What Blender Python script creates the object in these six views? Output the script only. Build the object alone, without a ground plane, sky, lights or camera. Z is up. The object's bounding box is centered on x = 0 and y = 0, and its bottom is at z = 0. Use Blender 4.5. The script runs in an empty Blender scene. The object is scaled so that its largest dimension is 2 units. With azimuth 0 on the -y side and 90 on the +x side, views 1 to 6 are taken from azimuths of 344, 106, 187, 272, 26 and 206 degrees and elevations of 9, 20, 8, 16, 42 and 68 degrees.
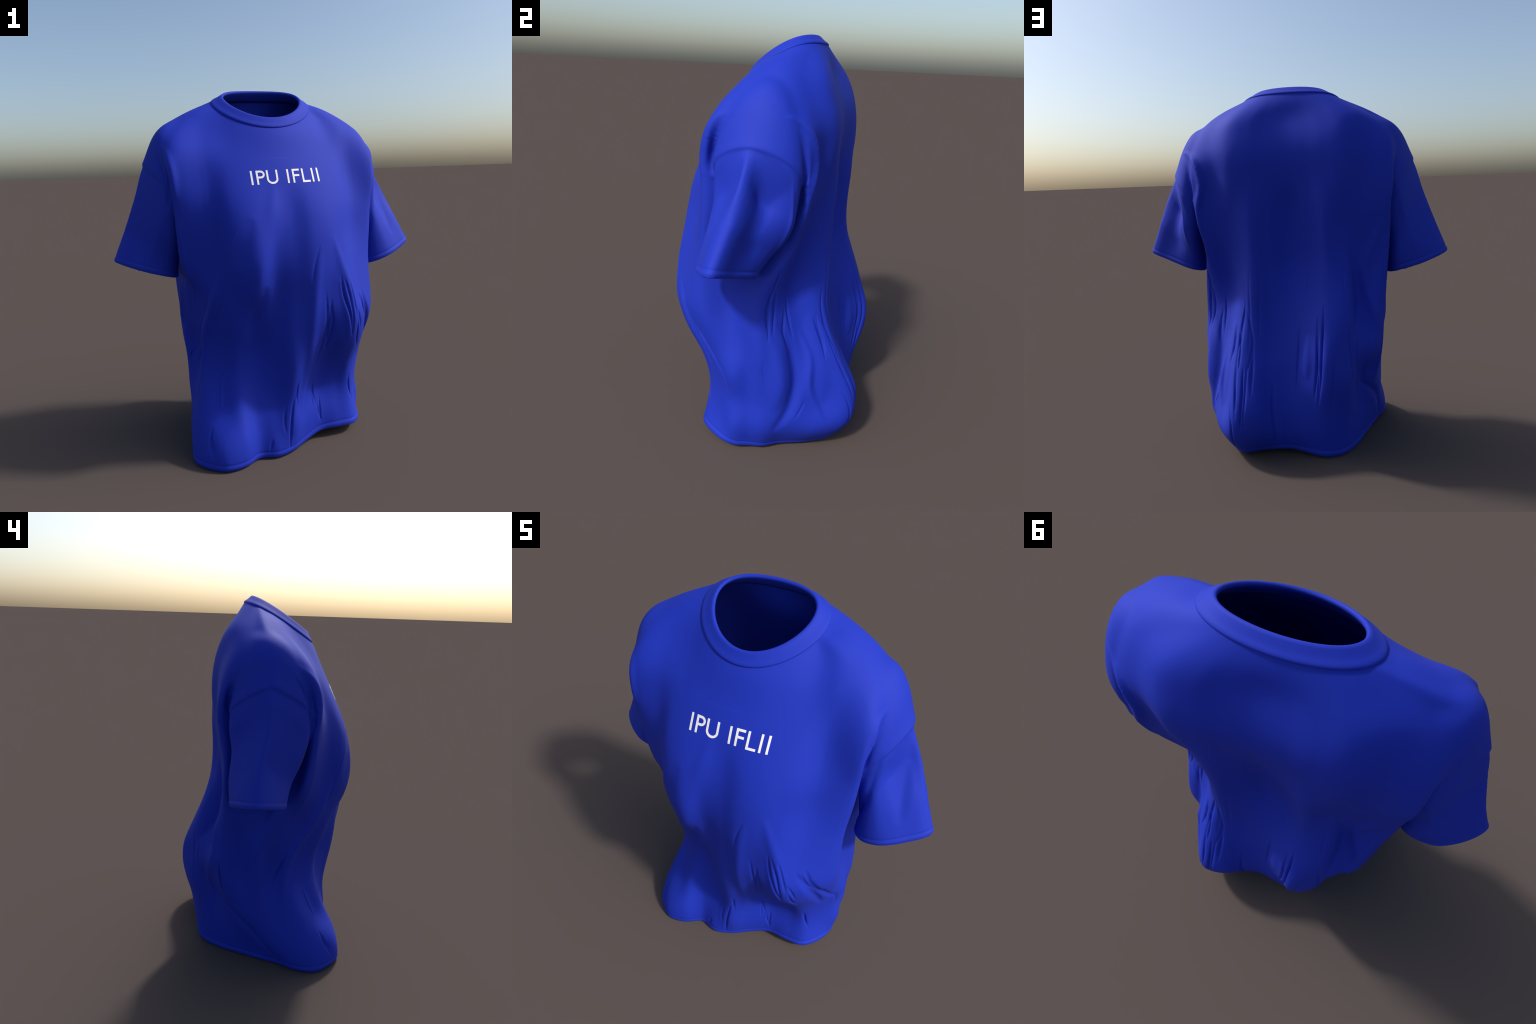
import bpy, bmesh, math
import numpy as np
from mathutils import Vector
from mathutils.bvhtree import BVHTree

# ------------------------------------------------------------------ helpers
def hermite(p0, p1, m0, m1, t):
    t2, t3 = t * t, t * t * t
    return (2*t3-3*t2+1)*p0 + (t3-2*t2+t)*m0 + (-2*t3+3*t2)*p1 + (t3-t2)*m1

def closed_curve(pts, m):
    """periodic cubic through control points, m samples per span"""
    P = np.asarray(pts, float); n = len(P)
    d = np.linalg.norm(np.roll(P, -1, 0) - P, axis=1) ** 0.7 + 1e-6
    tang = np.empty_like(P)
    for i in range(n):
        a, b = d[i-1], d[i]
        s0, s1 = (P[i]-P[i-1])/a, (P[(i+1) % n]-P[i])/b
        tang[i] = (s0*b + s1*a)/(a+b)
    t = (np.arange(m)/m)[:, None]
    return np.vstack([hermite(P[i], P[(i+1) % n], tang[i]*d[i], tang[(i+1) % n]*d[i], t) for i in range(n)])

def open_spline(keys, vals, q):
    """cubic hermite through vals (k,...) at increasing keys, evaluated at q"""
    k = np.asarray(keys, float); v = np.asarray(vals, float)
    s = (v[1:]-v[:-1]) / (k[1:]-k[:-1]).reshape((-1,)+(1,)*(v.ndim-1))
    m = np.empty_like(v); m[0], m[-1] = s[0], s[-1]
    h0, h1 = (k[1:-1]-k[:-2]), (k[2:]-k[1:-1])
    sh = (-1,)+(1,)*(v.ndim-1)
    m[1:-1] = (s[:-1]*h1.reshape(sh)+s[1:]*h0.reshape(sh))/(h0+h1).reshape(sh)
    i = np.clip(np.searchsorted(k, q, side="right")-1, 0, len(k)-2)
    h = (k[i+1]-k[i]).reshape(sh); t = ((q-k[i]).reshape(sh))/h
    return hermite(v[i], v[i+1], m[i]*h, m[i+1]*h, t)

def loft(rings):
    """closed solid through equally sampled rings -> verts, faces"""
    R = np.asarray(rings); nr, nc = R.shape[:2]
    V = R.reshape(-1, 3); F = []
    idx = np.arange(nr*nc).reshape(nr, nc)
    a, b = idx[:-1], idx[1:]
    q = np.stack([a, np.roll(a, -1, 1), np.roll(b, -1, 1), b], -1).reshape(-1, 4)
    V = np.vstack([V, R[0].mean(0), R[-1].mean(0)])
    c0, c1 = nr*nc, nr*nc+1
    F = [tuple(f) for f in q.tolist()]
    for j in range(nc):
        k = (j+1) % nc
        F.append((int(idx[0, k]), int(idx[0, j]), c0))
        F.append((int(idx[-1, j]), int(idx[-1, k]), c1))
    return V, F

def smoothstep(a, b, x):
    t = np.clip((x-a)/(b-a), 0, 1)
    return t*t*(3-2*t)

# ------------------------------------------------------------------ torso cross-sections
SECTIONS = []
def section(z, front, left, back, right):
    """one level of the torso: nine points across the front (wearer's right to left),
    five round the left side, nine across the back, five round the right side"""
    SECTIONS.append((z, [*front, *left, *back, *right]))

section(-0.08,
    front=((-0.386, -0.446), (-0.310, -0.436), (-0.202, -0.394), (-0.099, -0.398), (-0.003, -0.390), (0.091, -0.348), (0.204, -0.310), (0.302, -0.321), (0.440, -0.325)),
    left=((0.541, -0.167), (0.513, -0.065), (0.471, 0.001), (0.431, 0.045), (0.366, 0.106)),
    back=((0.294, 0.214), (0.229, 0.290), (0.184, 0.291), (0.093, 0.276), (0.007, 0.296), (-0.076, 0.346), (-0.172, 0.374), (-0.276, 0.327), (-0.365, 0.234)),
    right=((-0.412, 0.074), (-0.457, -0.051), (-0.484, -0.152), (-0.515, -0.238), (-0.529, -0.341)))
section(0,
    front=((-0.399, -0.472), (-0.296, -0.459), (-0.199, -0.403), (-0.101, -0.425), (-0.004, -0.390), (0.087, -0.339), (0.201, -0.297), (0.303, -0.309), (0.423, -0.299)),
    left=((0.509, -0.168), (0.504, -0.071), (0.472, -0.001), (0.451, 0.055), (0.398, 0.123)),
    back=((0.332, 0.255), (0.257, 0.353), (0.177, 0.328), (0.081, 0.325), (0.006, 0.324), (-0.082, 0.347), (-0.172, 0.369), (-0.272, 0.332), (-0.348, 0.225)),
    right=((-0.408, 0.078), (-0.453, -0.044), (-0.488, -0.139), (-0.532, -0.226), (-0.541, -0.339)))
section(0.15,
    front=((-0.406, -0.434), (-0.291, -0.448), (-0.197, -0.390), (-0.103, -0.402), (-0.001, -0.411), (0.089, -0.346), (0.195, -0.297), (0.303, -0.288), (0.399, -0.270)),
    left=((0.477, -0.157), (0.532, -0.078), (0.516, -0.002), (0.512, 0.071), (0.474, 0.152)),
    back=((0.408, 0.342), (0.298, 0.467), (0.171, 0.443), (0.072, 0.399), (0.004, 0.380), (-0.091, 0.388), (-0.185, 0.388), (-0.286, 0.333), (-0.358, 0.224)),
    right=((-0.421, 0.110), (-0.462, 0.032), (-0.491, -0.030), (-0.528, -0.147), (-0.518, -0.294)))
section(0.3,
    front=((-0.378, -0.309), (-0.301, -0.371), (-0.202, -0.358), (-0.102, -0.369), (-0.000, -0.399), (0.082, -0.339), (0.181, -0.277), (0.294, -0.265), (0.382, -0.261)),
    left=((0.477, -0.158), (0.512, -0.069), (0.509, -0.001), (0.509, 0.067), (0.489, 0.154)),
    back=((0.372, 0.321), (0.295, 0.471), (0.176, 0.473), (0.089, 0.401), (0.005, 0.377), (-0.103, 0.389), (-0.190, 0.409), (-0.304, 0.354), (-0.362, 0.230)),
    right=((-0.437, 0.147), (-0.486, 0.074), (-0.502, 0.003), (-0.494, -0.109), (-0.468, -0.240)))
section(0.45,
    front=((-0.365, -0.241), (-0.289, -0.309), (-0.190, -0.328), (-0.098, -0.372), (-0.002, -0.422), (0.093, -0.376), (0.189, -0.323), (0.298, -0.318), (0.361, -0.314)),
    left=((0.492, -0.177), (0.540, -0.087), (0.518, -0.012), (0.520, 0.042), (0.503, 0.120)),
    back=((0.375, 0.266), (0.291, 0.404), (0.197, 0.407), (0.101, 0.359), (-0.009, 0.343), (-0.120, 0.393), (-0.202, 0.449), (-0.319, 0.392), (-0.372, 0.255)),
    right=((-0.480, 0.180), (-0.486, 0.084), (-0.503, 0.006), (-0.459, -0.073), (-0.435, -0.170)))
section(0.6,
    front=((-0.363, -0.236), (-0.290, -0.310), (-0.175, -0.326), (-0.090, -0.388), (-0.008, -0.448), (0.098, -0.433), (0.200, -0.405), (0.301, -0.422), (0.374, -0.401)),
    left=((0.515, -0.204), (0.512, -0.093), (0.522, -0.014), (0.527, 0.043), (0.481, 0.116)),
    back=((0.361, 0.207), (0.274, 0.328), (0.199, 0.327), (0.085, 0.303), (-0.039, 0.323), (-0.123, 0.388), (-0.207, 0.452), (-0.309, 0.382), (-0.413, 0.303)),
    right=((-0.503, 0.201), (-0.478, 0.091), (-0.518, 0.007), (-0.456, -0.060), (-0.433, -0.148)))
section(0.75,
    front=((-0.376, -0.274), (-0.305, -0.355), (-0.184, -0.376), (-0.091, -0.407), (-0.008, -0.457), (0.090, -0.471), (0.198, -0.463), (0.301, -0.485), (0.382, -0.439)),
    left=((0.531, -0.257), (0.492, -0.122), (0.524, -0.020), (0.515, 0.036), (0.449, 0.089)),
    back=((0.348, 0.158), (0.270, 0.258), (0.199, 0.288), (0.088, 0.274), (-0.026, 0.288), (-0.118, 0.338), (-0.208, 0.392), (-0.318, 0.365), (-0.384, 0.260)),
    right=((-0.508, 0.203), (-0.493, 0.091), (-0.521, -0.001), (-0.493, -0.083), (-0.458, -0.154)))
section(0.9,
    front=((-0.391, -0.316), (-0.301, -0.394), (-0.198, -0.446), (-0.092, -0.430), (0.004, -0.462), (0.093, -0.483), (0.196, -0.470), (0.297, -0.472), (0.374, -0.407)),
    left=((0.524, -0.266), (0.486, -0.126), (0.513, -0.021), (0.512, 0.046), (0.443, 0.103)),
    back=((0.325, 0.137), (0.268, 0.226), (0.203, 0.283), (0.097, 0.255), (-0.016, 0.244), (-0.115, 0.278), (-0.207, 0.328), (-0.311, 0.316), (-0.375, 0.212)),
    right=((-0.519, 0.191), (-0.513, 0.082), (-0.513, -0.003), (-0.522, -0.094), (-0.479, -0.170)))
section(1.05,
    front=((-0.394, -0.324), (-0.311, -0.430), (-0.198, -0.482), (-0.101, -0.453), (0.002, -0.468), (0.101, -0.489), (0.200, -0.472), (0.296, -0.443), (0.376, -0.367)),
    left=((0.523, -0.246), (0.488, -0.188), (0.461, -0.021), (0.483, 0.128), (0.467, 0.146)),
    back=((0.352, 0.153), (0.274, 0.215), (0.197, 0.275), (0.100, 0.239), (-0.007, 0.202), (-0.114, 0.233), (-0.200, 0.291), (-0.299, 0.261), (-0.384, 0.201)),
    right=((-0.537, 0.188), (-0.502, 0.118), (-0.469, -0.020), (-0.500, -0.157), (-0.545, -0.202)))
section(1.2,
    front=((-0.396, -0.333), (-0.315, -0.431), (-0.202, -0.476), (-0.102, -0.453), (-0.001, -0.454), (0.102, -0.474), (0.204, -0.459), (0.293, -0.409), (0.383, -0.328)),
    left=((0.536, -0.240), (0.515, -0.176), (0.474, -0.019), (0.478, 0.126), (0.492, 0.186)),
    back=((0.374, 0.190), (0.285, 0.227), (0.196, 0.277), (0.097, 0.240), (-0.008, 0.201), (-0.111, 0.231), (-0.199, 0.284), (-0.292, 0.246), (-0.387, 0.215)),
    right=((-0.549, 0.182), (-0.509, 0.116), (-0.465, -0.022), (-0.503, -0.187), (-0.563, -0.233)))
section(1.35,
    front=((-0.399, -0.328), (-0.308, -0.398), (-0.203, -0.430), (-0.100, -0.429), (0.000, -0.419), (0.101, -0.434), (0.204, -0.420), (0.299, -0.379), (0.391, -0.307)),
    left=((0.544, -0.237), (0.523, -0.171), (0.474, -0.018), (0.460, 0.135), (0.507, 0.212)),
    back=((0.390, 0.220), (0.294, 0.248), (0.195, 0.283), (0.097, 0.252), (-0.008, 0.216), (-0.108, 0.248), (-0.199, 0.290), (-0.295, 0.263), (-0.394, 0.237)),
    right=((-0.552, 0.207), (-0.502, 0.120), (-0.465, -0.020), (-0.505, -0.184), (-0.573, -0.252)))
section(1.5,
    front=((-0.397, -0.290), (-0.298, -0.335), (-0.201, -0.358), (-0.100, -0.367), (-0.000, -0.369), (0.099, -0.365), (0.197, -0.351), (0.294, -0.320), (0.390, -0.261)),
    left=((0.550, -0.252), (0.525, -0.180), (0.465, -0.019), (0.475, 0.128), (0.528, 0.212)),
    back=((0.394, 0.228), (0.298, 0.279), (0.196, 0.279), (0.099, 0.262), (-0.004, 0.253), (-0.103, 0.262), (-0.199, 0.280), (-0.298, 0.282), (-0.400, 0.241)),
    right=((-0.558, 0.212), (-0.496, 0.124), (-0.468, -0.019), (-0.520, -0.170), (-0.583, -0.256)))
section(1.65,
    front=((-0.398, -0.238), (-0.293, -0.257), (-0.199, -0.278), (-0.100, -0.293), (0.000, -0.295), (0.100, -0.284), (0.196, -0.263), (0.294, -0.237), (0.391, -0.215)),
    left=((0.548, -0.203), (0.562, -0.094), (0.560, -0.023), (0.545, 0.060), (0.528, 0.168)),
    back=((0.400, 0.233), (0.304, 0.275), (0.200, 0.278), (0.098, 0.266), (-0.004, 0.259), (-0.103, 0.263), (-0.202, 0.273), (-0.302, 0.272), (-0.408, 0.232)),
    right=((-0.567, 0.167), (-0.589, 0.056), (-0.596, -0.039), (-0.602, -0.126), (-0.578, -0.214)))
section(1.75,
    front=((-0.393, -0.159), (-0.286, -0.185), (-0.198, -0.218), (-0.100, -0.246), (0.001, -0.253), (0.099, -0.236), (0.194, -0.205), (0.292, -0.173), (0.398, -0.170)),
    left=((0.514, -0.130), (0.542, -0.063), (0.527, -0.013), (0.524, 0.044), (0.499, 0.121)),
    back=((0.411, 0.178), (0.310, 0.238), (0.202, 0.245), (0.100, 0.233), (-0.002, 0.226), (-0.105, 0.232), (-0.206, 0.244), (-0.312, 0.244), (-0.419, 0.195)),
    right=((-0.541, 0.122), (-0.575, 0.035), (-0.604, -0.023), (-0.593, -0.083), (-0.529, -0.144)))
section(1.85,
    front=((-0.352, -0.081), (-0.259, -0.115), (-0.177, -0.150), (-0.090, -0.173), (-0.000, -0.174), (0.086, -0.152), (0.170, -0.118), (0.252, -0.087), (0.354, -0.081)),
    left=((0.411, -0.031), (0.435, 0.005), (0.440, 0.030), (0.439, 0.052), (0.415, 0.084)),
    back=((0.362, 0.129), (0.278, 0.193), (0.182, 0.204), (0.090, 0.191), (0.000, 0.181), (-0.092, 0.182), (-0.182, 0.192), (-0.280, 0.196), (-0.375, 0.158)),
    right=((-0.431, 0.082), (-0.457, 0.039), (-0.504, 0.021), (-0.469, -0.005), (-0.436, -0.040)))
section(1.93,
    front=((-0.234, -0.036), (-0.190, -0.059), (-0.136, -0.076), (-0.076, -0.086), (-0.012, -0.090), (0.052, -0.086), (0.112, -0.076), (0.166, -0.059), (0.210, -0.036)),
    left=((0.242, -0.010), (0.260, 0.017), (0.266, 0.045), (0.260, 0.069), (0.242, 0.092)),
    back=((0.210, 0.114), (0.166, 0.133), (0.112, 0.148), (0.052, 0.157), (-0.012, 0.160), (-0.076, 0.157), (-0.136, 0.148), (-0.190, 0.133), (-0.234, 0.114)),
    right=((-0.266, 0.092), (-0.284, 0.069), (-0.290, 0.045), (-0.284, 0.017), (-0.266, -0.010)))
section(1.99,
    front=((-0.108, 0.040), (-0.088, 0.032), (-0.064, 0.025), (-0.037, 0.021), (-0.008, 0.020), (0.021, 0.021), (0.048, 0.025), (0.072, 0.032), (0.092, 0.040)),
    left=((0.106, 0.050), (0.114, 0.060), (0.117, 0.070), (0.114, 0.080), (0.106, 0.090)),
    back=((0.092, 0.100), (0.072, 0.108), (0.048, 0.115), (0.021, 0.119), (-0.008, 0.120), (-0.037, 0.119), (-0.064, 0.115), (-0.088, 0.108), (-0.108, 0.100)),
    right=((-0.122, 0.090), (-0.130, 0.080), (-0.133, 0.070), (-0.130, 0.060), (-0.122, 0.050)))

def torso_solid():
    zs = np.array([s[0] for s in SECTIONS])
    rings = np.array([closed_curve(s[1], 6) for s in SECTIONS])
    q = np.linspace(zs[0], zs[-1], 200)
    xy = open_spline(zs, rings, q)
    ker = np.exp(-.5*(np.arange(-9, 10)/3.5)**2); ker /= ker.sum()
    pad = np.concatenate([2*xy[:1]-xy[9:0:-1], xy, 2*xy[-1:]-xy[-2:-11:-1]])
    xy = sum(k*pad[i:i+len(xy)] for i, k in enumerate(ker))
    R = np.concatenate([xy, np.broadcast_to(q[:, None, None], xy.shape[:2]+(1,))], -1)
    return loft(R)

# ------------------------------------------------------------------ sleeves
# rings from the shoulder to the cuff: outer edge (x,z), inner edge (x,z), mid depth, half width
RIGHT_SLEEVE = [
    ((-.38, 1.83), (-.38, 1.45), .02, .12),
    ((-.52, 1.825), (-.42, 1.38), .00, .15),
    ((-.625, 1.75), (-.46, 1.30), -.03, .19),
    ((-.695, 1.59), (-.50, 1.22), -.03, .195),
    ((-.745, 1.43), (-.52, 1.13), -.025, .172),
    ((-.81, 1.25), (-.53, 1.04), .006, .150),
    ((-.879, 1.077), (-.535, .966), .012, .134),
    ((-.905, .985), (-.545, .875), .012, .130)]
LEFT_SLEEVE = [
    ((.38, 1.82), (.38, 1.45), .02, .12),
    ((.52, 1.80), (.42, 1.38), .02, .145),
    ((.598, 1.715), (.46, 1.30), .005, .185),
    ((.664, 1.557), (.50, 1.22), .005, .185),
    ((.735, 1.41), (.52, 1.13), -.005, .174),
    ((.805, 1.24), (.53, 1.05), -.05, .146),
    ((.876, 1.086), (.535, .972), -.082, .128),
    ((.902, .995), (.545, .875), -.10, .124)]

def sleeve_solid(rings, fold, peak):
    n = 96
    ang = np.arange(n)*math.tau/n
    out = []
    keys = np.arange(len(rings), dtype=float)
    tab = np.array([[*o, *i, yc, b] for o, i, yc, b in rings])
    q = np.linspace(0, keys[-1], 80)
    for k, (ox, oz, ix, iz, yc, b) in zip(q, open_spline(keys, tab, q)):
        o, i = np.array([ox, 0, oz]), np.array([ix, 0, iz])
        c, h = (o+i)/2, (o-i)/2
        p = float(np.interp(k, (1.5, 2.5, 3.05, 3.6, 5, 6), (2.0, *((1.35, 1.2) if fold is no_fold else (1.9, 1.7)), peak, peak, 1.45)))
        ca, sa = np.cos(ang), np.sin(ang)
        pw = np.where(ca > 0, p, 2.6)     # flat panels meeting in a crease on the outer line
        r = (np.abs(ca)**pw+np.abs(sa)**pw)**(-1/pw)
        u, v = r*ca, r*sa
        u, v = fold(u, v, ang, k)
        out.append(c + u[:, None]*h + np.stack([0*v, yc+v*b, 0*v], -1))
    V, F = loft(np.array(out))
    return V, F

# ------------------------------------------------------------------ union by voxel remesh
VOXEL = .0048
def fix_winding(V, F):
    bm = bmesh.new()
    vs = [bm.verts.new(v) for v in V]
    for f in F:
        bm.faces.new([vs[i] for i in f])
    bmesh.ops.recalc_face_normals(bm, faces=bm.faces)
    me = bpy.data.meshes.new("solid"); bm.to_mesh(me); bm.free()
    return me

def bvh_of(V, F):
    return BVHTree.FromPolygons([Vector(v) for v in V], [list(f) for f in F])

def no_fold(u, v, ang, k):
    return u, v

# the left sleeve hangs from a pleat: a sharp ridge with the cloth behind it fallen in
def by_angle(pts):
    """profile resampled at the same angles as the plain tube"""
    C = closed_curve(pts, 24)
    th = np.unwrap(np.arctan2(C[:, 1], C[:, 0]))
    a = np.arange(96)*math.tau/96
    o = np.argsort(th % math.tau)
    return np.stack([np.interp(a, (th % math.tau)[o], C[o, k], period=math.tau) for k in (0, 1)], 1)

PLEAT = by_angle([(1.0, -.04), (.90, .08), (.66, .16), (.26, .25), (.12, .40), (.06, .60), (-.08, .82), (-.35, .98), (-.68, .88),
                      (-1, .1), (-.92, -.6), (-.6, -.95), (-.2, -1), (.1, -.82), (.34, -.52), (.74, -.2)])
PLEAT_LOW = by_angle([(1.02, .0), (1.0, .18), (.80, .32), (.30, .44), (.04, .56), (-.16, .72), (-.42, .88), (-.66, .9), (-.86, .66),
                          (-1, .0), (-.92, -.6), (-.6, -.95), (-.2, -1), (.1, -.86), (.48, -.58), (.88, -.26)])

def pleat(u, v, ang, k):
    w = float(np.interp(k, (3.0, 3.7, 5, 6, 7), (0, 1, .95, .7, .65)))
    t = float(np.interp(k, (3.7, 4.8), (0, 1)))
    P = PLEAT*(1-t)+PLEAT_LOW*t
    return u*(1-w)+P[:, 0]*w, v*(1-w)+P[:, 1]*w

tV, tF = torso_solid()
rV, rF = sleeve_solid(RIGHT_SLEEVE, no_fold, 1.1)
lV, lF = sleeve_solid(LEFT_SLEEVE, pleat, 1.05)

def union(parts):
    bm = bmesh.new()
    for V, F in parts:
        me = fix_winding(V, F); bm.from_mesh(me); bpy.data.meshes.remove(me)
    me = bpy.data.meshes.new("solid"); bm.to_mesh(me); bm.free()
    ob = bpy.data.objects.new("solid", me); bpy.context.scene.collection.objects.link(ob)
    m = ob.modifiers.new("r", "REMESH"); m.mode = "VOXEL"; m.voxel_size = VOXEL; m.adaptivity = 0
    ev = ob.evaluated_get(bpy.context.evaluated_depsgraph_get()).to_mesh()
    V = np.empty(len(ev.vertices)*3); ev.vertices.foreach_get("co", V); V = V.reshape(-1, 3)
    ev.calc_loop_triangles()
    T = np.empty(len(ev.loop_triangles)*3, np.int32); ev.loop_triangles.foreach_get("vertices", T)
    bpy.data.objects.remove(ob); bpy.data.meshes.remove(me)
    return V, T.reshape(-1, 3)

V, T = union([(tV, tF), (rV, rF), (lV, lF)])

def distances(bvh, P):
    return np.array([bvh.find_nearest(p)[3] for p in P.tolist()])
dT = np.zeros(len(V))
flank = np.abs(V[:, 0]) > .3
dT[flank] = distances(bvh_of(tV, tF), V[flank])
neg, pos = V[:, 0] < -.3, V[:, 0] > .3
dS = np.full(len(V), 9.)
dS[neg] = distances(bvh_of(rV, rF), V[neg]); dS[pos] = distances(bvh_of(lV, lF), V[pos])

def edges_of(T):
    e = np.sort(np.vstack([T[:, [0, 1]], T[:, [1, 2]], T[:, [2, 0]]]), 1)
    return np.unique(e, axis=0)

def smooth(V, E, w, it):
    n = len(V); deg = np.bincount(E.ravel(), minlength=n)[:, None]
    for _ in range(it):
        s = np.stack([np.bincount(E[:, 0], V[E[:, 1], k], n)+np.bincount(E[:, 1], V[E[:, 0], k], n) for k in range(3)], -1)
        V = V + w[:, None]*(s/np.maximum(deg, 1)-V)
    return V

def normals(V, T):
    fn = np.cross(V[T[:, 1]]-V[T[:, 0]], V[T[:, 2]]-V[T[:, 0]])
    N = np.stack([sum(np.bincount(T[:, j], fn[:, k], len(V)) for j in range(3)) for k in range(3)], -1)
    return N/(np.linalg.norm(N, axis=1, keepdims=True)+1e-12)

E = edges_of(T)
V = smooth(V, E, np.full(len(V), .5), 4)
near = np.exp(-((np.maximum(dT, dS))/.06)**2)
V = smooth(V, E, .6*near*smoothstep(1.52, 1.72, V[:, 2]), 60)
V = smooth(V, E, .5*near, 5)

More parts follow.
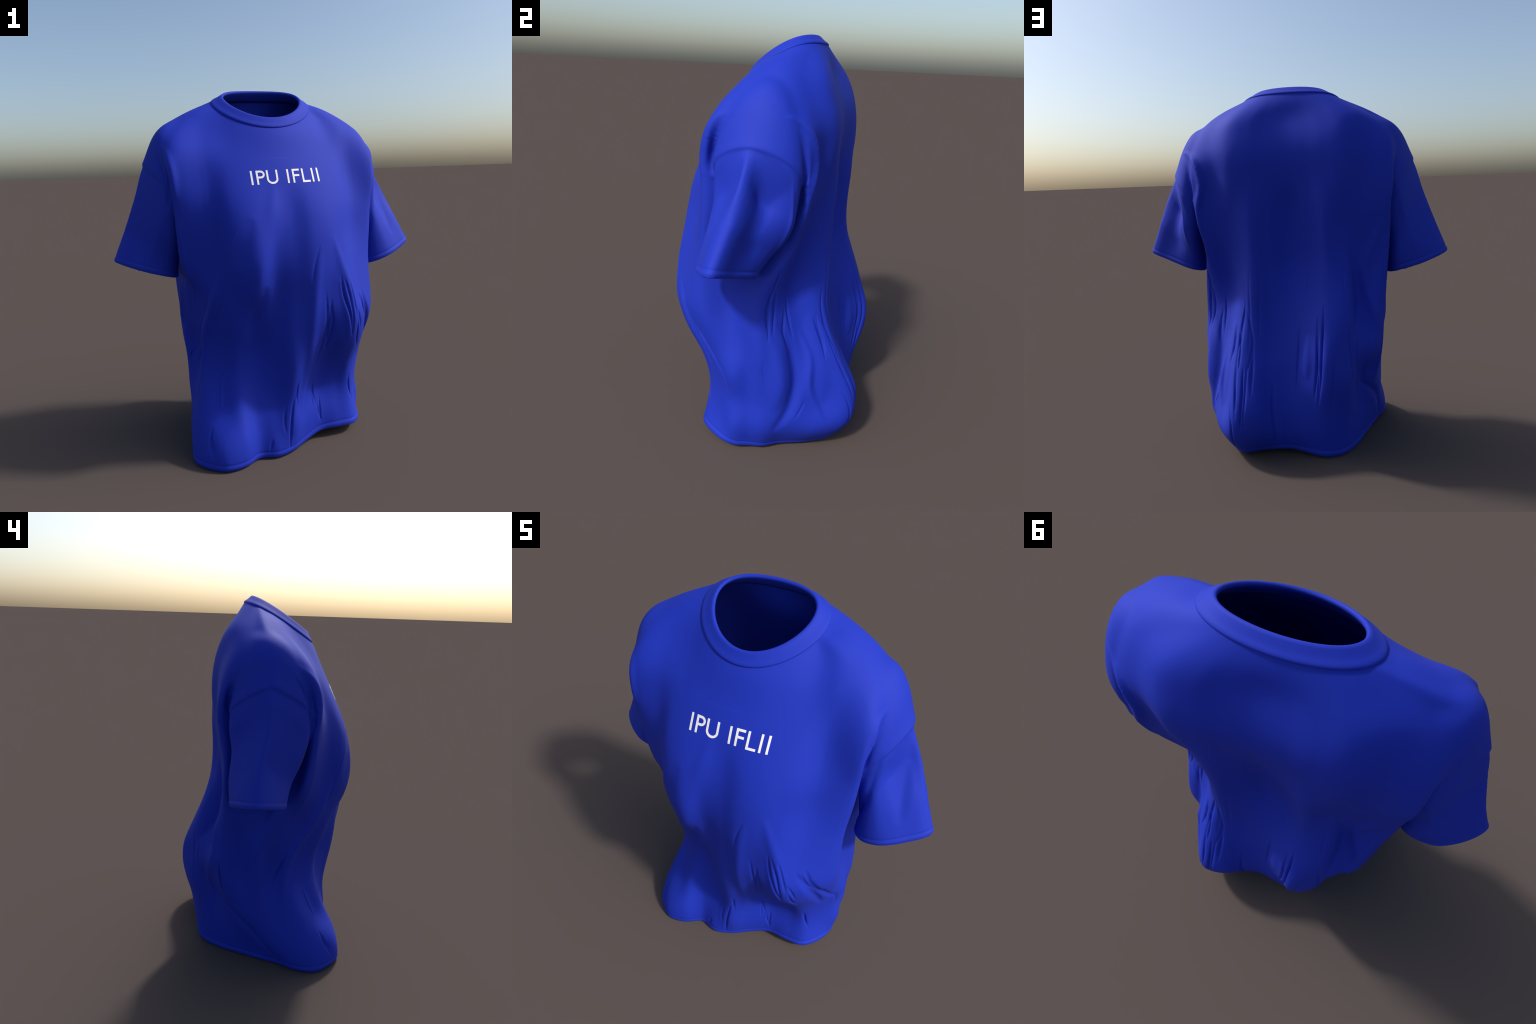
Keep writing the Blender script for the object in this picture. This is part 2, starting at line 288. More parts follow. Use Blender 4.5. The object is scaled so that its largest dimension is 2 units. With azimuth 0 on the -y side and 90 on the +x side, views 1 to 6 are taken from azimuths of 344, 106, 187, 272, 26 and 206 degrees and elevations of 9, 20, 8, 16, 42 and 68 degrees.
# ------------------------------------------------------------------ folds and wrinkles
# (part it lies on, points along it, half width, depth); negative depth = ridge
FOLDS = [
    ('body', [(-0.071, -0.380, 1.476), (-0.107, -0.433, 1.332), (-0.144, -0.467, 1.158), (-0.185, -0.475, 1.014), (-0.227, -0.426, 0.874)], 0.045, -0.008),
    ('body', [(-0.213, -0.444, 1.306), (-0.255, -0.462, 1.198), (-0.300, -0.437, 1.051)], 0.045, 0.008),
    ('body', [(0.140, -0.478, 1.155), (0.116, -0.487, 0.990), (0.092, -0.466, 0.727), (0.090, -0.393, 0.488), (0.060, -0.358, 0.272), (-0.004, -0.407, 0.114)], 0.03, -0.009),
    ('body', [(0.048, -0.479, 0.994), (0.021, -0.465, 0.770), (-0.000, -0.434, 0.515)], 0.05, 0.006),
    ('body', [(0.215, -0.454, 1.198), (0.258, -0.457, 1.058), (0.301, -0.464, 0.934), (0.350, -0.459, 0.786)], 0.026, -0.007),
    ('body', [(0.232, -0.470, 0.959), (0.254, -0.480, 0.801), (0.290, -0.433, 0.622)], 0.03, 0.006),
    ('body', [(0.201, -0.475, 0.863), (0.182, -0.452, 0.716), (0.193, -0.390, 0.562)], 0.009, 0.01),
    ('body', [(0.134, -0.479, 1.165), (0.102, -0.488, 1.063), (0.081, -0.486, 0.953)], 0.01, 0.005),
    ('body', [(-0.390, -0.337, 1.026), (-0.421, -0.259, 0.864), (-0.444, -0.162, 0.709), (-0.470, -0.011, 0.478)], 0.01, 0.005),
    ('body', [(0.148, -0.302, 0.348), (0.144, -0.298, 0.275), (0.147, -0.306, 0.198)], 0.006, 0.01),
    ('body', [(0.176, -0.291, 0.217), (0.183, -0.297, 0.160), (0.202, -0.296, 0.105)], 0.007, 0.008),
    ('body', [(0.003, -0.398, 0.329), (-0.020, -0.409, 0.193), (-0.033, -0.409, 0.027)], 0.008, 0.018),
    ('body', [(-0.042, -0.392, 0.286), (-0.058, -0.402, 0.196), (-0.054, -0.413, 0.124)], 0.007, 0.008),
    ('body', [(0.027, -0.407, 0.424), (0.018, -0.391, 0.298)], 0.007, 0.007),
    ('body', [(-0.128, -0.408, 0.107), (-0.149, -0.412, 0.043)], 0.01, 0.008),
    ('body', [(-0.453, -0.366, 0.182), (-0.461, -0.379, 0.155), (-0.459, -0.407, 0.118), (-0.452, -0.431, 0.080)], 0.012, 0.008),
    ('body', [(0.382, -0.272, 0.371), (0.393, -0.256, 0.274), (0.422, -0.243, 0.174)], 0.008, 0.008),
    ('body', [(0.160, -0.477, 0.923), (0.174, -0.465, 0.769), (0.144, -0.354, 0.451)], 0.009, 0.012),
    ('body', [(0.188, -0.473, 0.869), (0.206, -0.460, 0.741), (0.187, -0.379, 0.538)], 0.008, 0.012),
    ('body', [(0.251, -0.466, 0.991), (0.267, -0.479, 0.873), (0.294, -0.485, 0.788), (0.331, -0.443, 0.631)], 0.009, 0.018),
    ('body', [(0.266, -0.466, 0.983), (0.301, -0.476, 0.865), (0.319, -0.478, 0.775), (0.328, -0.445, 0.640)], 0.008, 0.016),
    ('body', [(0.298, -0.460, 0.964), (0.326, -0.463, 0.859), (0.354, -0.462, 0.734)], 0.007, 0.012),
    ('body', [(0.352, -0.457, 0.800), (0.374, -0.441, 0.737), (0.387, -0.420, 0.669)], 0.007, 0.01),
    ('body', [(0.360, -0.456, 0.734), (0.371, -0.409, 0.618), (0.392, -0.359, 0.550)], 0.008, 0.012),
    ('body', [(0.409, -0.386, 0.881), (0.434, -0.386, 0.808), (0.460, -0.365, 0.743), (0.486, -0.285, 0.622), (0.503, -0.159, 0.445)], 0.016, 0.016),
    ('body', [(0.398, -0.402, 0.853), (0.428, -0.395, 0.780), (0.460, -0.359, 0.714)], 0.012, 0.008),
    ('body', [(0.146, -0.304, 0.355), (0.153, -0.293, 0.274), (0.166, -0.294, 0.212)], 0.006, 0.009),
    ('body', [(0.193, -0.278, 0.252), (0.194, -0.291, 0.183), (0.197, -0.299, 0.107)], 0.006, 0.009),
    ('body', [(0.391, -0.262, 0.345), (0.396, -0.254, 0.266), (0.406, -0.253, 0.198)], 0.007, 0.01),
    ('body', [(0.022, -0.407, 0.411), (0.020, -0.394, 0.322), (0.024, -0.390, 0.247)], 0.006, 0.007),
    ('body', [(0.300, 0.238, 0.721), (0.307, 0.270, 0.641), (0.314, 0.306, 0.564)], 0.008, 0.012),
    ('body', [(0.296, 0.250, 0.705), (0.310, 0.294, 0.595), (0.328, 0.323, 0.502)], 0.008, 0.014),
    ('body', [(0.484, 0.078, 0.896), (0.493, 0.059, 0.789), (0.495, 0.070, 0.689)], 0.012, 0.014),
    ('body', [(0.377, 0.113, 0.865), (0.386, 0.137, 0.728), (0.394, 0.173, 0.616)], 0.01, 0.01),
    ('body', [(0.210, 0.268, 1.095), (0.217, 0.277, 0.864), (0.223, 0.336, 0.543)], 0.01, 0.005),
    ('body', [(0.158, 0.270, 0.985), (0.163, 0.282, 0.815), (0.166, 0.314, 0.624)], 0.012, 0.005),
    ('body', [(0.246, 0.255, 0.819), (0.259, 0.289, 0.692), (0.273, 0.347, 0.562)], 0.008, 0.008),
    ('body', [(-0.159, 0.346, 0.801), (-0.151, 0.383, 0.695), (-0.144, 0.410, 0.594)], 0.009, 0.01),
    ('body', [(-0.162, 0.368, 0.767), (-0.150, 0.413, 0.587), (-0.129, 0.400, 0.333)], 0.01, 0.02),
    ('body', [(-0.190, 0.340, 0.855), (-0.183, 0.395, 0.722), (-0.173, 0.439, 0.596)], 0.009, 0.014),
    ('body', [(-0.184, 0.379, 0.770), (-0.174, 0.435, 0.595), (-0.153, 0.414, 0.327)], 0.01, 0.02),
    ('body', [(-0.109, 0.238, 1.024), (-0.103, 0.257, 0.945), (-0.093, 0.282, 0.862)], 0.012, 0.005),
    ('body', [(-0.291, 0.256, 1.078), (-0.295, 0.294, 0.969), (-0.303, 0.333, 0.867)], 0.01, 0.006),
    ('body', [(-0.315, 0.367, 0.760), (-0.325, 0.372, 0.593), (-0.334, 0.369, 0.422)], 0.008, 0.01),
    ('body', [(-0.058, 0.304, 0.750), (-0.045, 0.335, 0.560), (-0.032, 0.367, 0.357)], 0.009, 0.01),
    ('body', [(-0.366, 0.327, 0.690), (-0.356, 0.345, 0.565), (-0.360, 0.276, 0.427)], 0.008, 0.008),
    ('body', [(-0.248, 0.433, 0.636), (-0.236, 0.446, 0.480), (-0.222, 0.406, 0.300)], 0.01, 0.009),
    ('body', [(0.197, 0.327, 0.597), (0.200, 0.391, 0.479), (0.201, 0.452, 0.370)], 0.01, 0.012),
    ('body', [(0.247, 0.377, 0.518), (0.248, 0.460, 0.359), (0.264, 0.492, 0.173)], 0.008, 0.018),
    ('body', [(0.228, 0.367, 0.531), (0.232, 0.456, 0.367), (0.246, 0.494, 0.184)], 0.007, 0.012),
    ('body', [(0.090, 0.362, 0.438), (0.093, 0.405, 0.287), (0.086, 0.363, 0.013)], 0.01, 0.014),
    ('body', [(0.030, 0.386, 0.254), (0.027, 0.386, 0.184), (0.025, 0.368, 0.103)], 0.012, 0.006),
    ('body', [(0.323, 0.430, 0.339), (0.310, 0.470, 0.223), (0.306, 0.393, 0.041)], 0.009, 0.012),
    ('body', [(0.281, 0.266, 0.710), (0.268, 0.327, 0.606), (0.274, 0.393, 0.480)], 0.007, 0.01),
    ('body', [(0.284, 0.360, 0.535), (0.285, 0.434, 0.396), (0.287, 0.488, 0.253)], 0.007, 0.01),
    ('body', [(0.358, 0.183, 0.664), (0.361, 0.245, 0.527), (0.396, 0.264, 0.377), (0.392, 0.353, 0.206)], 0.022, -0.012),
    ('body', [(-0.103, 0.349, 0.687), (-0.096, 0.368, 0.572), (-0.088, 0.376, 0.447)], 0.03, -0.01),
    ('body', [(0.491, 0.191, 1.215), (0.483, 0.162, 1.138), (0.478, 0.133, 1.060)], 0.008, 0.01),
    ('body', [(0.488, 0.118, 1.026), (0.479, 0.088, 0.919), (0.486, 0.061, 0.810)], 0.008, 0.012),
    ('body', [(0.498, 0.067, 0.920), (0.484, 0.066, 0.774), (0.503, 0.074, 0.636)], 0.008, 0.01),
    ('body', [(0.470, 0.089, 0.926), (0.455, 0.084, 0.779), (0.480, 0.089, 0.660)], 0.01, 0.01),
    ('body', [(0.233, 0.257, 0.877), (0.264, 0.277, 0.713), (0.276, 0.316, 0.618), (0.289, 0.363, 0.521)], 0.008, 0.01),
    ('body', [(0.233, 0.268, 0.807), (0.201, 0.320, 0.622), (0.226, 0.393, 0.478)], 0.008, 0.01),
    ('body', [(0.288, 0.242, 0.738), (0.319, 0.335, 0.506)], 0.007, 0.007),
    ('body', [(-0.146, 0.389, 0.694), (-0.154, 0.421, 0.508), (-0.148, 0.403, 0.282)], 0.008, 0.01),
    ('body', [(0.492, -0.322, 0.721), (0.487, -0.273, 0.607), (0.497, -0.212, 0.542)], 0.012, 0.006),
    ('body', [(0.399, 0.116, 0.782), (0.427, 0.135, 0.658), (0.424, 0.165, 0.582)], 0.012, 0.01),
    ('body', [(0.492, -0.219, 0.539), (0.512, -0.144, 0.441), (0.506, -0.112, 0.328)], 0.014, 0.007),
    ('body', [(0.522, 0.055, 0.540), (0.517, 0.068, 0.458), (0.511, 0.085, 0.378)], 0.012, 0.007),
    ('body', [(0.417, 0.256, 0.320), (0.443, 0.236, 0.263), (0.461, 0.213, 0.213)], 0.007, 0.006),
    ('body', [(0.284, 0.332, 0.582), (0.291, 0.406, 0.444), (0.283, 0.479, 0.302)], 0.008, 0.01),
    ('body', [(0.446, 0.097, 0.731), (0.422, 0.136, 0.666), (0.419, 0.181, 0.550), (0.435, 0.209, 0.421), (0.467, 0.194, 0.298), (0.486, 0.112, 0.136)], 0.034, 0.022),
    ('body', [(0.491, 0.078, 0.672), (0.484, 0.122, 0.556), (0.492, 0.143, 0.422), (0.501, 0.117, 0.273)], 0.04, -0.014),
    ('body', [(0.313, 0.213, 0.733), (0.330, 0.269, 0.575), (0.353, 0.319, 0.415), (0.378, 0.327, 0.281)], 0.045, -0.01),
    ('any', [(0.559, 0.169, 1.597), (0.540, 0.188, 1.552), (0.523, 0.197, 1.466), (0.499, 0.191, 1.353), (0.494, 0.181, 1.238)], 0.02, 0.007),
    ('any', [(0.583, 0.115, 1.673), (0.521, 0.177, 1.639), (0.487, 0.215, 1.580), (0.466, 0.223, 1.486), (0.492, 0.220, 1.369), (0.481, 0.188, 1.192)], 0.02, -0.02),
    ('any', [(0.569, -0.144, 1.635), (0.557, -0.177, 1.585), (0.537, -0.199, 1.498), (0.537, -0.207, 1.401)], 0.018, 0.014),
    ('any', [(0.570, -0.113, 1.680), (0.556, -0.179, 1.644), (0.555, -0.210, 1.560), (0.543, -0.222, 1.456)], 0.018, -0.014),
    ('any', [(-0.587, -0.206, 1.578), (-0.582, -0.217, 1.525), (-0.586, -0.224, 1.456), (-0.609, -0.215, 1.335)], 0.016, 0.012),
    ('any', [(-0.572, 0.153, 1.594), (-0.545, 0.169, 1.512), (-0.535, 0.175, 1.432)], 0.016, 0.012),
    ('any', [(-0.569, 0.172, 1.600), (-0.560, 0.196, 1.529), (-0.555, 0.208, 1.465), (-0.537, 0.220, 1.366)], 0.02, -0.008),
    ('body', [(-0.502, 0.215, 0.640), (-0.488, 0.209, 0.540), (-0.451, 0.191, 0.405)], 0.007, 0.02),
    ('body', [(-0.469, -0.044, 0.544), (-0.488, -0.026, 0.510), (-0.499, -0.011, 0.461)], 0.006, 0.012),
    ('body', [(-0.446, -0.158, 0.707), (-0.443, -0.112, 0.581), (-0.450, -0.081, 0.498), (-0.459, -0.073, 0.458)], 0.007, 0.018),
    ('body', [(-0.365, 0.250, 0.401), (-0.436, 0.161, 0.322), (-0.481, 0.031, 0.211), (-0.489, -0.100, 0.056)], 0.022, 0.01),
    ('body', [(-0.422, 0.284, 0.584), (-0.361, 0.276, 0.442), (-0.364, 0.234, 0.333)], 0.02, -0.008),
    ('body', [(-0.446, -0.350, 0.209), (-0.469, -0.387, 0.134), (-0.461, -0.433, 0.061)], 0.01, 0.01),
    ('body', [(-0.364, -0.250, 0.432), (-0.373, -0.279, 0.354), (-0.392, -0.323, 0.276)], 0.012, -0.007),
    ('any', [(0.597, -0.165, 1.502), (0.582, -0.177, 1.324), (0.504, -0.048, 0.907)], 0.022, 0.012),
    ('any', [(0.691, -0.044, 1.396), (0.708, -0.109, 1.266), (0.733, -0.156, 1.137)], 0.03, 0.008),
    ('any', [(0.606, 0.170, 1.450), (0.590, 0.169, 1.267), (0.579, 0.098, 1.109)], 0.014, -0.008),
    ('body', [(-0.273, -0.435, 1.283), (-0.331, -0.417, 1.136), (-0.360, -0.351, 0.922), (-0.395, -0.238, 0.722)], 0.012, -0.006),
    ('body', [(-0.574, -0.258, 1.424), (-0.549, -0.263, 1.258), (-0.507, -0.224, 1.005), (-0.476, -0.128, 0.771)], 0.012, -0.006),
    ('body', [(-0.368, 0.256, 0.802), (-0.397, 0.278, 0.698), (-0.435, 0.273, 0.580), (-0.382, 0.251, 0.453)], 0.014, -0.006),
    ('any', [(-0.606, -0.136, 1.688), (-0.583, -0.217, 1.622), (-0.568, -0.263, 1.526), (-0.557, -0.273, 1.396)], 0.02, -0.01),
    ('any', [(-0.631, -0.127, 1.638), (-0.608, -0.187, 1.553), (-0.594, -0.216, 1.453)], 0.014, 0.01),
    ('body', [(-0.526, 0.213, 1.297), (-0.403, 0.197, 0.994), (-0.467, 0.241, 0.686), (-0.401, 0.246, 0.476), (-0.428, 0.172, 0.329)], 0.032, -0.014),
    ('body', [(-0.780, -0.070, 1.123), (-0.518, -0.056, 0.900), (-0.520, 0.007, 0.742), (-0.489, 0.065, 0.583)], 0.026, -0.018),
    ('body', [(-0.360, -0.372, 1.084), (-0.391, -0.314, 0.904), (-0.430, -0.164, 0.646), (-0.494, -0.141, 0.288)], 0.03, -0.016),
    ('body', [(-0.151, -0.455, 0.961), (-0.235, -0.340, 0.670)], 0.035, 0.014),
    ('body', [(0.374, -0.418, 0.866), (0.456, -0.348, 0.664), (0.460, -0.215, 0.428)], 0.022, 0.018),
    ('body', [(-0.483, 0.198, 1.036), (-0.469, 0.214, 0.832), (-0.431, 0.272, 0.655)], 0.032, -0.014),
    ('body', [(-0.327, 0.233, 1.172), (-0.374, 0.225, 0.863), (-0.336, 0.358, 0.655)], 0.03, 0.014),
]

N = normals(V, T)
on_body = 1-smoothstep(.012, .03, dT)

def fold_offset(kind, pts, w, depth):
    """displacement of one tapering groove (or ridge) drawn along a polyline on the cloth"""
    P = np.asarray(pts, float)
    if len(P) > 2:
        key = np.r_[0, np.cumsum(np.linalg.norm(np.diff(P, axis=0), axis=1))]
        P = open_spline(key, P, np.linspace(0, key[-1], 14))
    lo, hi = P.min(0)-4*w-.03, P.max(0)+4*w+.03
    idx = np.flatnonzero((V > lo).all(1) & (V < hi).all(1))
    q, nq = V[idx], N[idx]
    best = np.full(len(idx), 9.); par = np.zeros(len(idx)); off = np.zeros(len(idx))
    n = len(P)-1
    for i in range(n):
        d = P[i+1]-P[i]
        t = np.clip(((q-P[i])@d)/(d@d), 0, 1)
        v = q-P[i]-t[:, None]*d
        h = (v*nq).sum(1)
        r = np.linalg.norm(v-h[:, None]*nq, axis=1)     # distance measured along the cloth
        r = np.hypot(r, np.maximum(np.abs(h)-.03, 0)*3)
        c = r < best
        best[c] = r[c]; par[c] = (i+t[c])/n
    taper = np.clip(4*par*(1-par), 0, 1)
    fine = w < .015
    depth = depth*(.8 if fine else 1)
    ww = w*(.45+.55*taper)*(.62 if fine else 1)
    g = np.exp(-(best/ww)**(1.4 if fine else 2))
    res = np.zeros(len(V)); res[idx] = -depth*taper*g*(on_body[idx] if kind == "body" else 1)
    return res

offset = np.zeros(len(V))
for fold in FOLDS:
    offset += fold_offset(*fold)

def hem_height(V):
    a = np.arctan2(V[:, 0], -V[:, 1])     # 0 front, + to wearer's left
    bump = lambda c, w: np.exp(-(((a-c+math.pi) % math.tau - math.pi)/w)**2)
    return .004 + .05*bump(.85, .6) + .03*bump(3.0, .5)

def cuff_value(V, ring):
    (ox, oz), (ix, iz) = ring[6][0], ring[6][1]
    d = np.array([ox-ix, oz-iz]); d /= np.linalg.norm(d)
    n = np.array([d[1], -d[0]])
    if n[1] > 0: n = -n
    return (V[:, 0]-ox)*n[0]+(V[:, 2]-oz)*n[1]

def band(e, width):
    """turned-up hem: slightly proud band, rounded in at the edge, stitch line above it"""
    return (.002*smoothstep(width*1.1, width*.5, e) - .0018*np.exp(-((e-width)/.005)**2)
            - .007*np.clip(1-e/.016, 0, 1)**2)

side = dT-dS          # > 0 on a sleeve
e = V[:, 2]-hem_height(V)
offset += np.where((e > -.02) & (e < .08), band(np.maximum(e, 0), .034), 0)
for sgn, ring in ((-1, RIGHT_SLEEVE), (1, LEFT_SLEEVE)):
    e = -cuff_value(V, ring)
    offset += np.where((V[:, 0]*sgn > .5) & (e < .08) & (side > 0), band(np.maximum(e, 0), .03)*smoothstep(0, .02, side), 0)
V = V+N*offset[:, None]
V = smooth(V, E, .5*near*on_body*smoothstep(.9, 1.1, V[:, 2]), 8)
N = normals(V, T)

# ------------------------------------------------------------------ cutting
def split(V, T, f, extra):
    """cut triangles along f = 0; returns V, (f<0 faces), (f>0 faces), extras"""
    f = np.where(np.abs(f) < 1e-5, 1e-5, f)
    s = f[T] > 0; c = s.sum(1)
    neg, pos, mix = T[c == 0], T[c == 3], T[(c > 0) & (c < 3)]
    sm = f[mix] > 0
    lone = np.where(sm.sum(1) == 1, np.argmax(sm, 1), np.argmin(sm, 1))
    r = np.arange(len(mix))
    a, b, d = mix[r, lone], mix[r, (lone+1) % 3], mix[r, (lone+2) % 3]
    e = np.sort(np.vstack([np.stack([a, b], 1), np.stack([a, d], 1)]), 1)
    ue, inv = np.unique(e, axis=0, return_inverse=True); inv = inv.ravel()
    t = (f[ue[:, 0]]/(f[ue[:, 0]]-f[ue[:, 1]]))
    mid = lambda A: A[ue[:, 0]]*(1-t.reshape((-1,)+(1,)*(A.ndim-1))) + A[ue[:, 1]]*t.reshape((-1,)+(1,)*(A.ndim-1))
    p, q = inv[:len(mix)]+len(V), inv[len(mix):]+len(V)
    V2 = np.vstack([V, mid(V)]); ex = [np.concatenate([x, mid(x)]) for x in extra]
    tip = np.stack([a, p, q], 1)
    base = np.vstack([np.stack([p, b, d], 1), np.stack([p, d, q], 1)])
    up = f[a] > 0; up2 = np.tile(up, 2)
    return V2, np.vstack([neg, tip[~up], base[up2]]), np.vstack([pos, tip[up], base[~up2]]), ex

for sgn, ring in ((-1, RIGHT_SLEEVE), (1, LEFT_SLEEVE)):
    f = np.where(V[:, 0]*sgn > .3, np.minimum(cuff_value(V, ring), side), -1)
    V, T, _, (N, dT, dS, side) = split(V, T, f, [N, dT, dS, side])
V, T, _, (N, dT, dS, side) = split(V, T, hem_height(V)-V[:, 2], [N, dT, dS, side])
PH = np.arange(240)*math.tau/240-math.pi
def neck_loop(ph, a, b, yc, xc, z0, k, s2, e):
    """tilted saddle-shaped loop round the neck"""
    return np.stack([xc+a*np.cos(ph), yc+b*np.sin(ph)+e*np.cos(2*ph), z0+k*np.sin(ph)+s2*np.cos(2*ph)], -1)
SEAM = neck_loop(PH, .2757, .1875, -.0332, -.0217, 1.8834, .0987, .022, .0184)
TOP = neck_loop(PH, .2194, .1548, -.044, -.0187, 1.925, .0898, .0169, .0151)
NC = np.array([-.0217, -.03])
sa = np.arctan2(SEAM[:, 1]-NC[1], SEAM[:, 0]-NC[0]); so = np.argsort(sa)
sr = np.hypot(SEAM[:, 1]-NC[1], SEAM[:, 0]-NC[0])
ang = np.arctan2(V[:, 1]-NC[1], V[:, 0]-NC[0]); rad = np.hypot(V[:, 1]-NC[1], V[:, 0]-NC[0])
f = np.where(V[:, 2] > 1.65, np.interp(ang, sa[so], sr[so], period=math.tau)-rad, -1)
V, T, _, (N, dT, dS, side, ang, rad) = split(V, T, f, [N, dT, dS, side, ang, rad])
# settle the neckline of the cloth on the seam loop
at = np.interp(ang, sa[so], sr[so], period=math.tau); gap = np.abs(rad-at)
ring = (gap < 1e-3) & (V[:, 2] > 1.65)
bins = np.floor((ang[ring]+math.pi)/math.tau*120).astype(int).clip(0, 119)
zr = np.array([np.median(V[ring, 2][bins == i]) if (bins == i).any() else np.nan for i in range(120)])
ok = np.isfinite(zr); mid_ang = (np.arange(120)+.5)/120*math.tau-math.pi
lift_at = np.interp(mid_ang, sa[so], SEAM[so, 2], period=math.tau)-np.interp(mid_ang, mid_ang[ok], zr[ok], period=math.tau)
for _ in range(3):
    lift_at = .5*lift_at+.25*(np.roll(lift_at, 1)+np.roll(lift_at, -1))
lift = np.interp(ang, mid_ang, lift_at, period=math.tau)
V[:, 2] += np.where(V[:, 2] > 1.6, lift*np.exp(-(gap/.07)**2), 0)
parts_faces = {}
rest = T
def seam_value(V, sgn):
    x = V[:, 0]*sgn
    return 1.582 + 1.2*(x-.69) - V[:, 2]
for sgn in (-1, 1):
    f = np.where(V[:, 0]*sgn > .35, np.minimum(seam_value(V, sgn), side), -1)
    # earlier sleeve faces must be re-indexed too: vertices only get appended, so old indices stay valid
    V, rest, sl, (N, dT, dS, side) = split(V, rest, f, [N, dT, dS, side])
    parts_faces[sgn] = sl
# the sleeve head tucks under the overhanging shoulder cloth
for sgn in (-1, 1):
    sd = -seam_value(V, sgn)/1.52
    wgt = np.where(V[:, 0]*sgn > .4, smoothstep(-.05, 0., side), 0)
    nn = normals(V, np.vstack([rest, parts_faces[-1], parts_faces[1]]))
    V = V + nn*(wgt*.0035*np.tanh(sd/.006)*np.exp(-(sd/.04)**2))[:, None]
allT = np.vstack([rest, parts_faces[-1], parts_faces[1]])
N = normals(V, allT)

# ------------------------------------------------------------------ materials
def fabric(name, rgb):
    m = bpy.data.materials.new(name); m.use_nodes = True
    b = m.node_tree.nodes["Principled BSDF"]
    b.inputs["Base Color"].default_value = (*rgb, 1)
    b.inputs["Roughness"].default_value = .75
    b.inputs["Specular IOR Level"].default_value = .32
    return m
BLUE = fabric("blue_jersey", (.0065, .026, .395))
WHITE = fabric("white_print", (.85, .85, .85))

# ------------------------------------------------------------------ cloth parts with thickness
THICK = .012
root = bpy.data.objects.new("t_shirt", None)
bpy.context.scene.collection.objects.link(root)
root["label"] = "loose royal blue T-shirt with white lettering, hanging in folds"
root["category"] = "t-shirt"

def add_mesh(name, verts, faces, mat, nrm=None):
    me = bpy.data.meshes.new(name)
    me.from_pydata(verts.tolist() if hasattr(verts, "tolist") else verts, [], faces.tolist() if hasattr(faces, "tolist") else faces)
    me.materials.append(mat)
    me.shade_smooth()
    if nrm is not None:
        me.normals_split_custom_set_from_vertices(nrm.tolist())
    ob = bpy.data.objects.new(name, me)
    bpy.context.scene.collection.objects.link(ob); ob.parent = root
    return ob

def boundary(T):
    he = np.vstack([T[:, [0, 1]], T[:, [1, 2]], T[:, [2, 0]]])
    key = np.sort(he, 1)
    u, inv, cnt = np.unique(key, axis=0, return_inverse=True, return_counts=True)
    return he[cnt[inv.ravel()] == 1]

outer_edge = boundary(allT)
is_rim = np.zeros(len(V), bool); is_rim[outer_edge.ravel()] = True
# even out the cut edges
loop_edges = np.unique(np.sort(outer_edge, 1), axis=0)
V = smooth(V, loop_edges, np.where(is_rim, .5, 0), 6)
allE = edges_of(allT)
close = is_rim.astype(float)
for _ in range(3):
    np.maximum.at(close, allE[:, 0], .8*close[allE[:, 1]]); np.maximum.at(close, allE[:, 1], .8*close[allE[:, 0]])
N = smooth(normals(V, allT), allE, .6*np.where(close > .3, 1, 0), 8)
N /= np.linalg.norm(N, axis=1, keepdims=True)+1e-12
# rim direction: away from the cloth, tangent to it
rimdir = np.zeros_like(V)
tv = V[outer_edge[:, 1]]-V[outer_edge[:, 0]]
for k in range(2):
    np.add.at(rimdir, outer_edge[:, k], np.cross(tv, N[outer_edge[:, k]]))
rimdir /= (np.linalg.norm(rimdir, axis=1, keepdims=True)+1e-12)
rimdir = smooth(rimdir, loop_edges, np.where(is_rim, .5, 0), 6)

def cloth(name, faces):
    ids = np.unique(faces); remap = np.full(len(V), -1); remap[ids] = np.arange(len(ids))
    f = remap[faces]; P, n = V[ids], N[ids]
    k = len(ids)
    inner = P-n*THICK
    be = boundary(faces); be = be[is_rim[be].all(1)]
    rim = np.unique(be); rmap = np.full(len(V), -1); rmap[rim] = 2*k+np.arange(len(rim))
    midv = V[rim]-N[rim]*THICK*.5+rimdir[rim]*THICK*.45
    a, b = be[:, 0], be[:, 1]
    quads = np.vstack([np.stack([remap[b], remap[a], rmap[a], rmap[b]], 1), np.stack([rmap[b], rmap[a], remap[a]+k, remap[b]+k], 1)])
    verts = np.vstack([P, inner, midv]); nr = np.vstack([n, -n, rimdir[rim]])
    F = f.tolist()+(f[:, ::-1]+k).tolist()+quads.tolist()
    return add_mesh(name, verts, F, BLUE, nr)

cloth("torso", rest)
cloth("sleeve", parts_faces[-1])
cloth("sleeve", parts_faces[1])

# ------------------------------------------------------------------ collar
M = len(PH); S = SEAM
tree = BVHTree.FromPolygons([Vector(v) for v in V], rest.tolist())
SN = np.array([tuple(tree.find_nearest(Vector(p))[1]) for p in S.tolist()])
for _ in range(20):
    SN = .5*SN+.25*(np.roll(SN, 1, 0)+np.roll(SN, -1, 0))
SN /= np.linalg.norm(SN, axis=1, keepdims=True)
up = TOP-S; L = np.linalg.norm(up, axis=1, keepdims=True); up = up/L
out = SN-(SN*up).sum(1, keepdims=True)*up; out /= np.linalg.norm(out, axis=1, keepdims=True)
prof = [(-.06, -.006), (-.07, .001), (-.03, .005), (.06, .0055), (.15, .0055), (.26, .004), (.36, .003), (.55, .002), (.8, .002), (.94, .001), (1.0, -.004), (.98, -.012), (.85, -.016), (.5, -.018), (.1, -.02), (-.25, -.02), (-.3, -.014), (-.2, -.010)]
rings = np.array([S+up*L*t+out*h for t, h in prof])
idx = np.arange(len(prof)*M).reshape(len(prof), M)
a, b = idx, np.roll(idx, -1, 0)
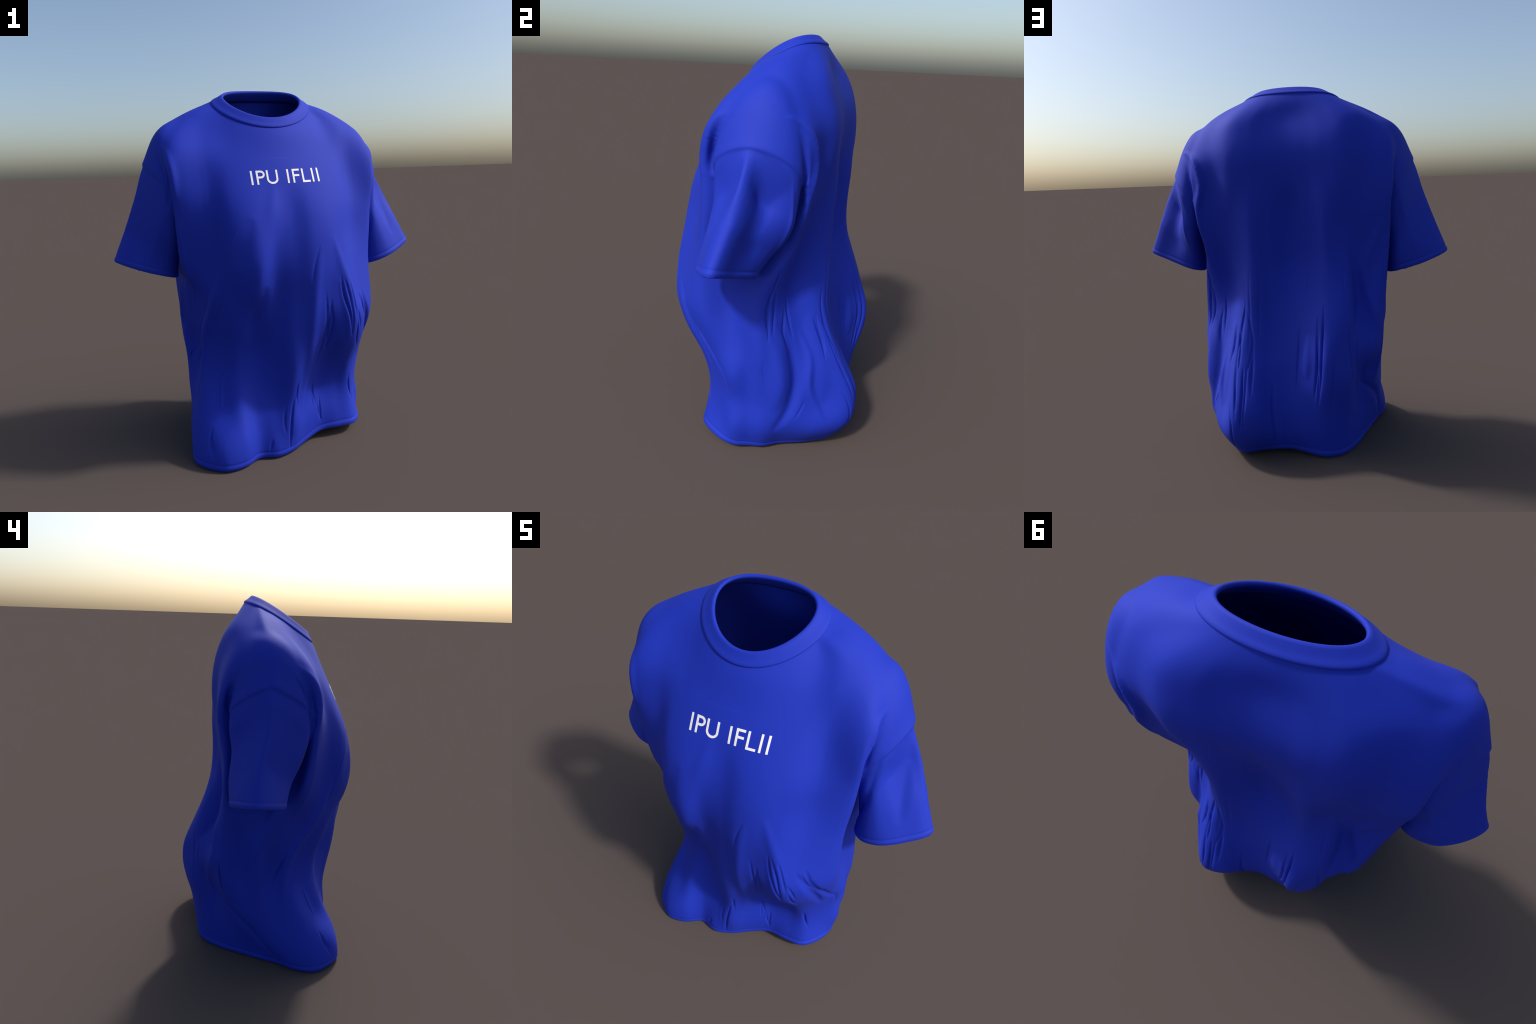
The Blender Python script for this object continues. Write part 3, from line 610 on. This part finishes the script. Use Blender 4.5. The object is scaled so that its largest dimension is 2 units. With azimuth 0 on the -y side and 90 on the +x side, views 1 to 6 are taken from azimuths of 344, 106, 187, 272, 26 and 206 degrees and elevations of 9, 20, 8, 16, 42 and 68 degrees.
q = np.stack([a, b, np.roll(b, -1, 1), np.roll(a, -1, 1)], -1).reshape(-1, 4)
col = add_mesh("collar", rings.reshape(-1, 3), q[:, ::-1], BLUE)

# ------------------------------------------------------------------ printed lettering
def stroke_path(pts, per=10):
    P = np.asarray(pts, float)
    return np.vstack([P[i]+(P[i+1]-P[i])*np.linspace(0, 1, per, endpoint=False)[:, None] for i in range(len(P)-1)]+[P[-1:]])

def arc(cx, cz, rx, rz, a0, a1, n=14):
    t = np.radians(np.linspace(a0, a1, n))
    return list(zip(cx+rx*np.cos(t), cz+rz*np.sin(t)))

SW, H = .0098, .0700                      # stem width, cap height
hw = SW/2
def letter_I(x): return [[(x+hw, 0), (x+hw, H)]]
def letter_P(x):
    zt, zb = H-hw, H-.0345; r = (zt-zb)/2
    return [[(x+hw, 0), (x+hw, H)],
            [(x+SW, zt), (x+.0225, zt), *arc(x+.0235, zb+r, .0165, r, 80, -80), (x+.0225, zb), (x+SW, zb)]]
def letter_U(x):
    w = .0598
    return [[(x+hw, H), (x+hw, .026), *arc(x+w/2, .0245+hw*.2, w/2-hw, .0245-hw*.8, 180, 360), (x+w-hw, .026), (x+w-hw, H)]]
def letter_F(x): return [[(x+hw, 0), (x+hw, H)], [(x+SW, H-hw), (x+.0405, H-hw)], [(x+SW, .0375), (x+.0375, .0375)]]
def letter_L(x): return [[(x+hw, 0), (x+hw, H)], [(x+SW, hw), (x+.0435, hw)]]
TEXT = [(letter_I, -.1882), (letter_P, -.1593), (letter_U, -.1060), (letter_I, .0033), (letter_F, .0333),
        (letter_L, .0856), (letter_I, .1420), (letter_I, .1730)]
lettering = bpy.data.objects.new("lettering", None)
bpy.context.scene.collection.objects.link(lettering); lettering.parent = root

def on_chest(x, z):
    hit = tree.ray_cast(Vector((x, -2, z)), Vector((0, 1, 0)))
    return np.array(hit[0]), np.array(hit[1])

for make, x0 in TEXT:
    verts, faces = [], []
    for path in make(x0):
        P = stroke_path(path)
        keep = np.r_[True, np.linalg.norm(np.diff(P, axis=0), axis=1) > 1e-6]; P = P[keep]
        tg = np.gradient(P, axis=0); tg /= np.linalg.norm(tg, axis=1, keepdims=True)
        nm = np.stack([-tg[:, 1], tg[:, 0]], 1)
        base = len(verts)
        for p, n in zip(P, nm):
            for sgn, h in ((-1, .0014), (1, .0014), (1, -.002), (-1, -.002)):
                x, z = p+n*hw*sgn
                c, cn = on_chest(x, 1.4685+.0155*(x+.188)+z)
                verts.append(c+cn*h)
        for i in range(len(P)-1):
            o = base+4*i
            for k in range(4):
                faces.append((o+k, o+(k+1) % 4, o+4+(k+1) % 4, o+4+k))
        o = base+4*(len(P)-1)
        faces += [(base+3, base+2, base+1, base), (o, o+1, o+2, o+3)]
    ob = add_mesh("letter", np.array(verts), [tuple(int(i) for i in f) for f in faces], WHITE)
    bm = bmesh.new(); bm.from_mesh(ob.data); bmesh.ops.recalc_face_normals(bm, faces=bm.faces); bm.to_mesh(ob.data); bm.free()
    ob.data.shade_flat()
    ob.parent = lettering
print("verts", len(V), "tris", len(allT))
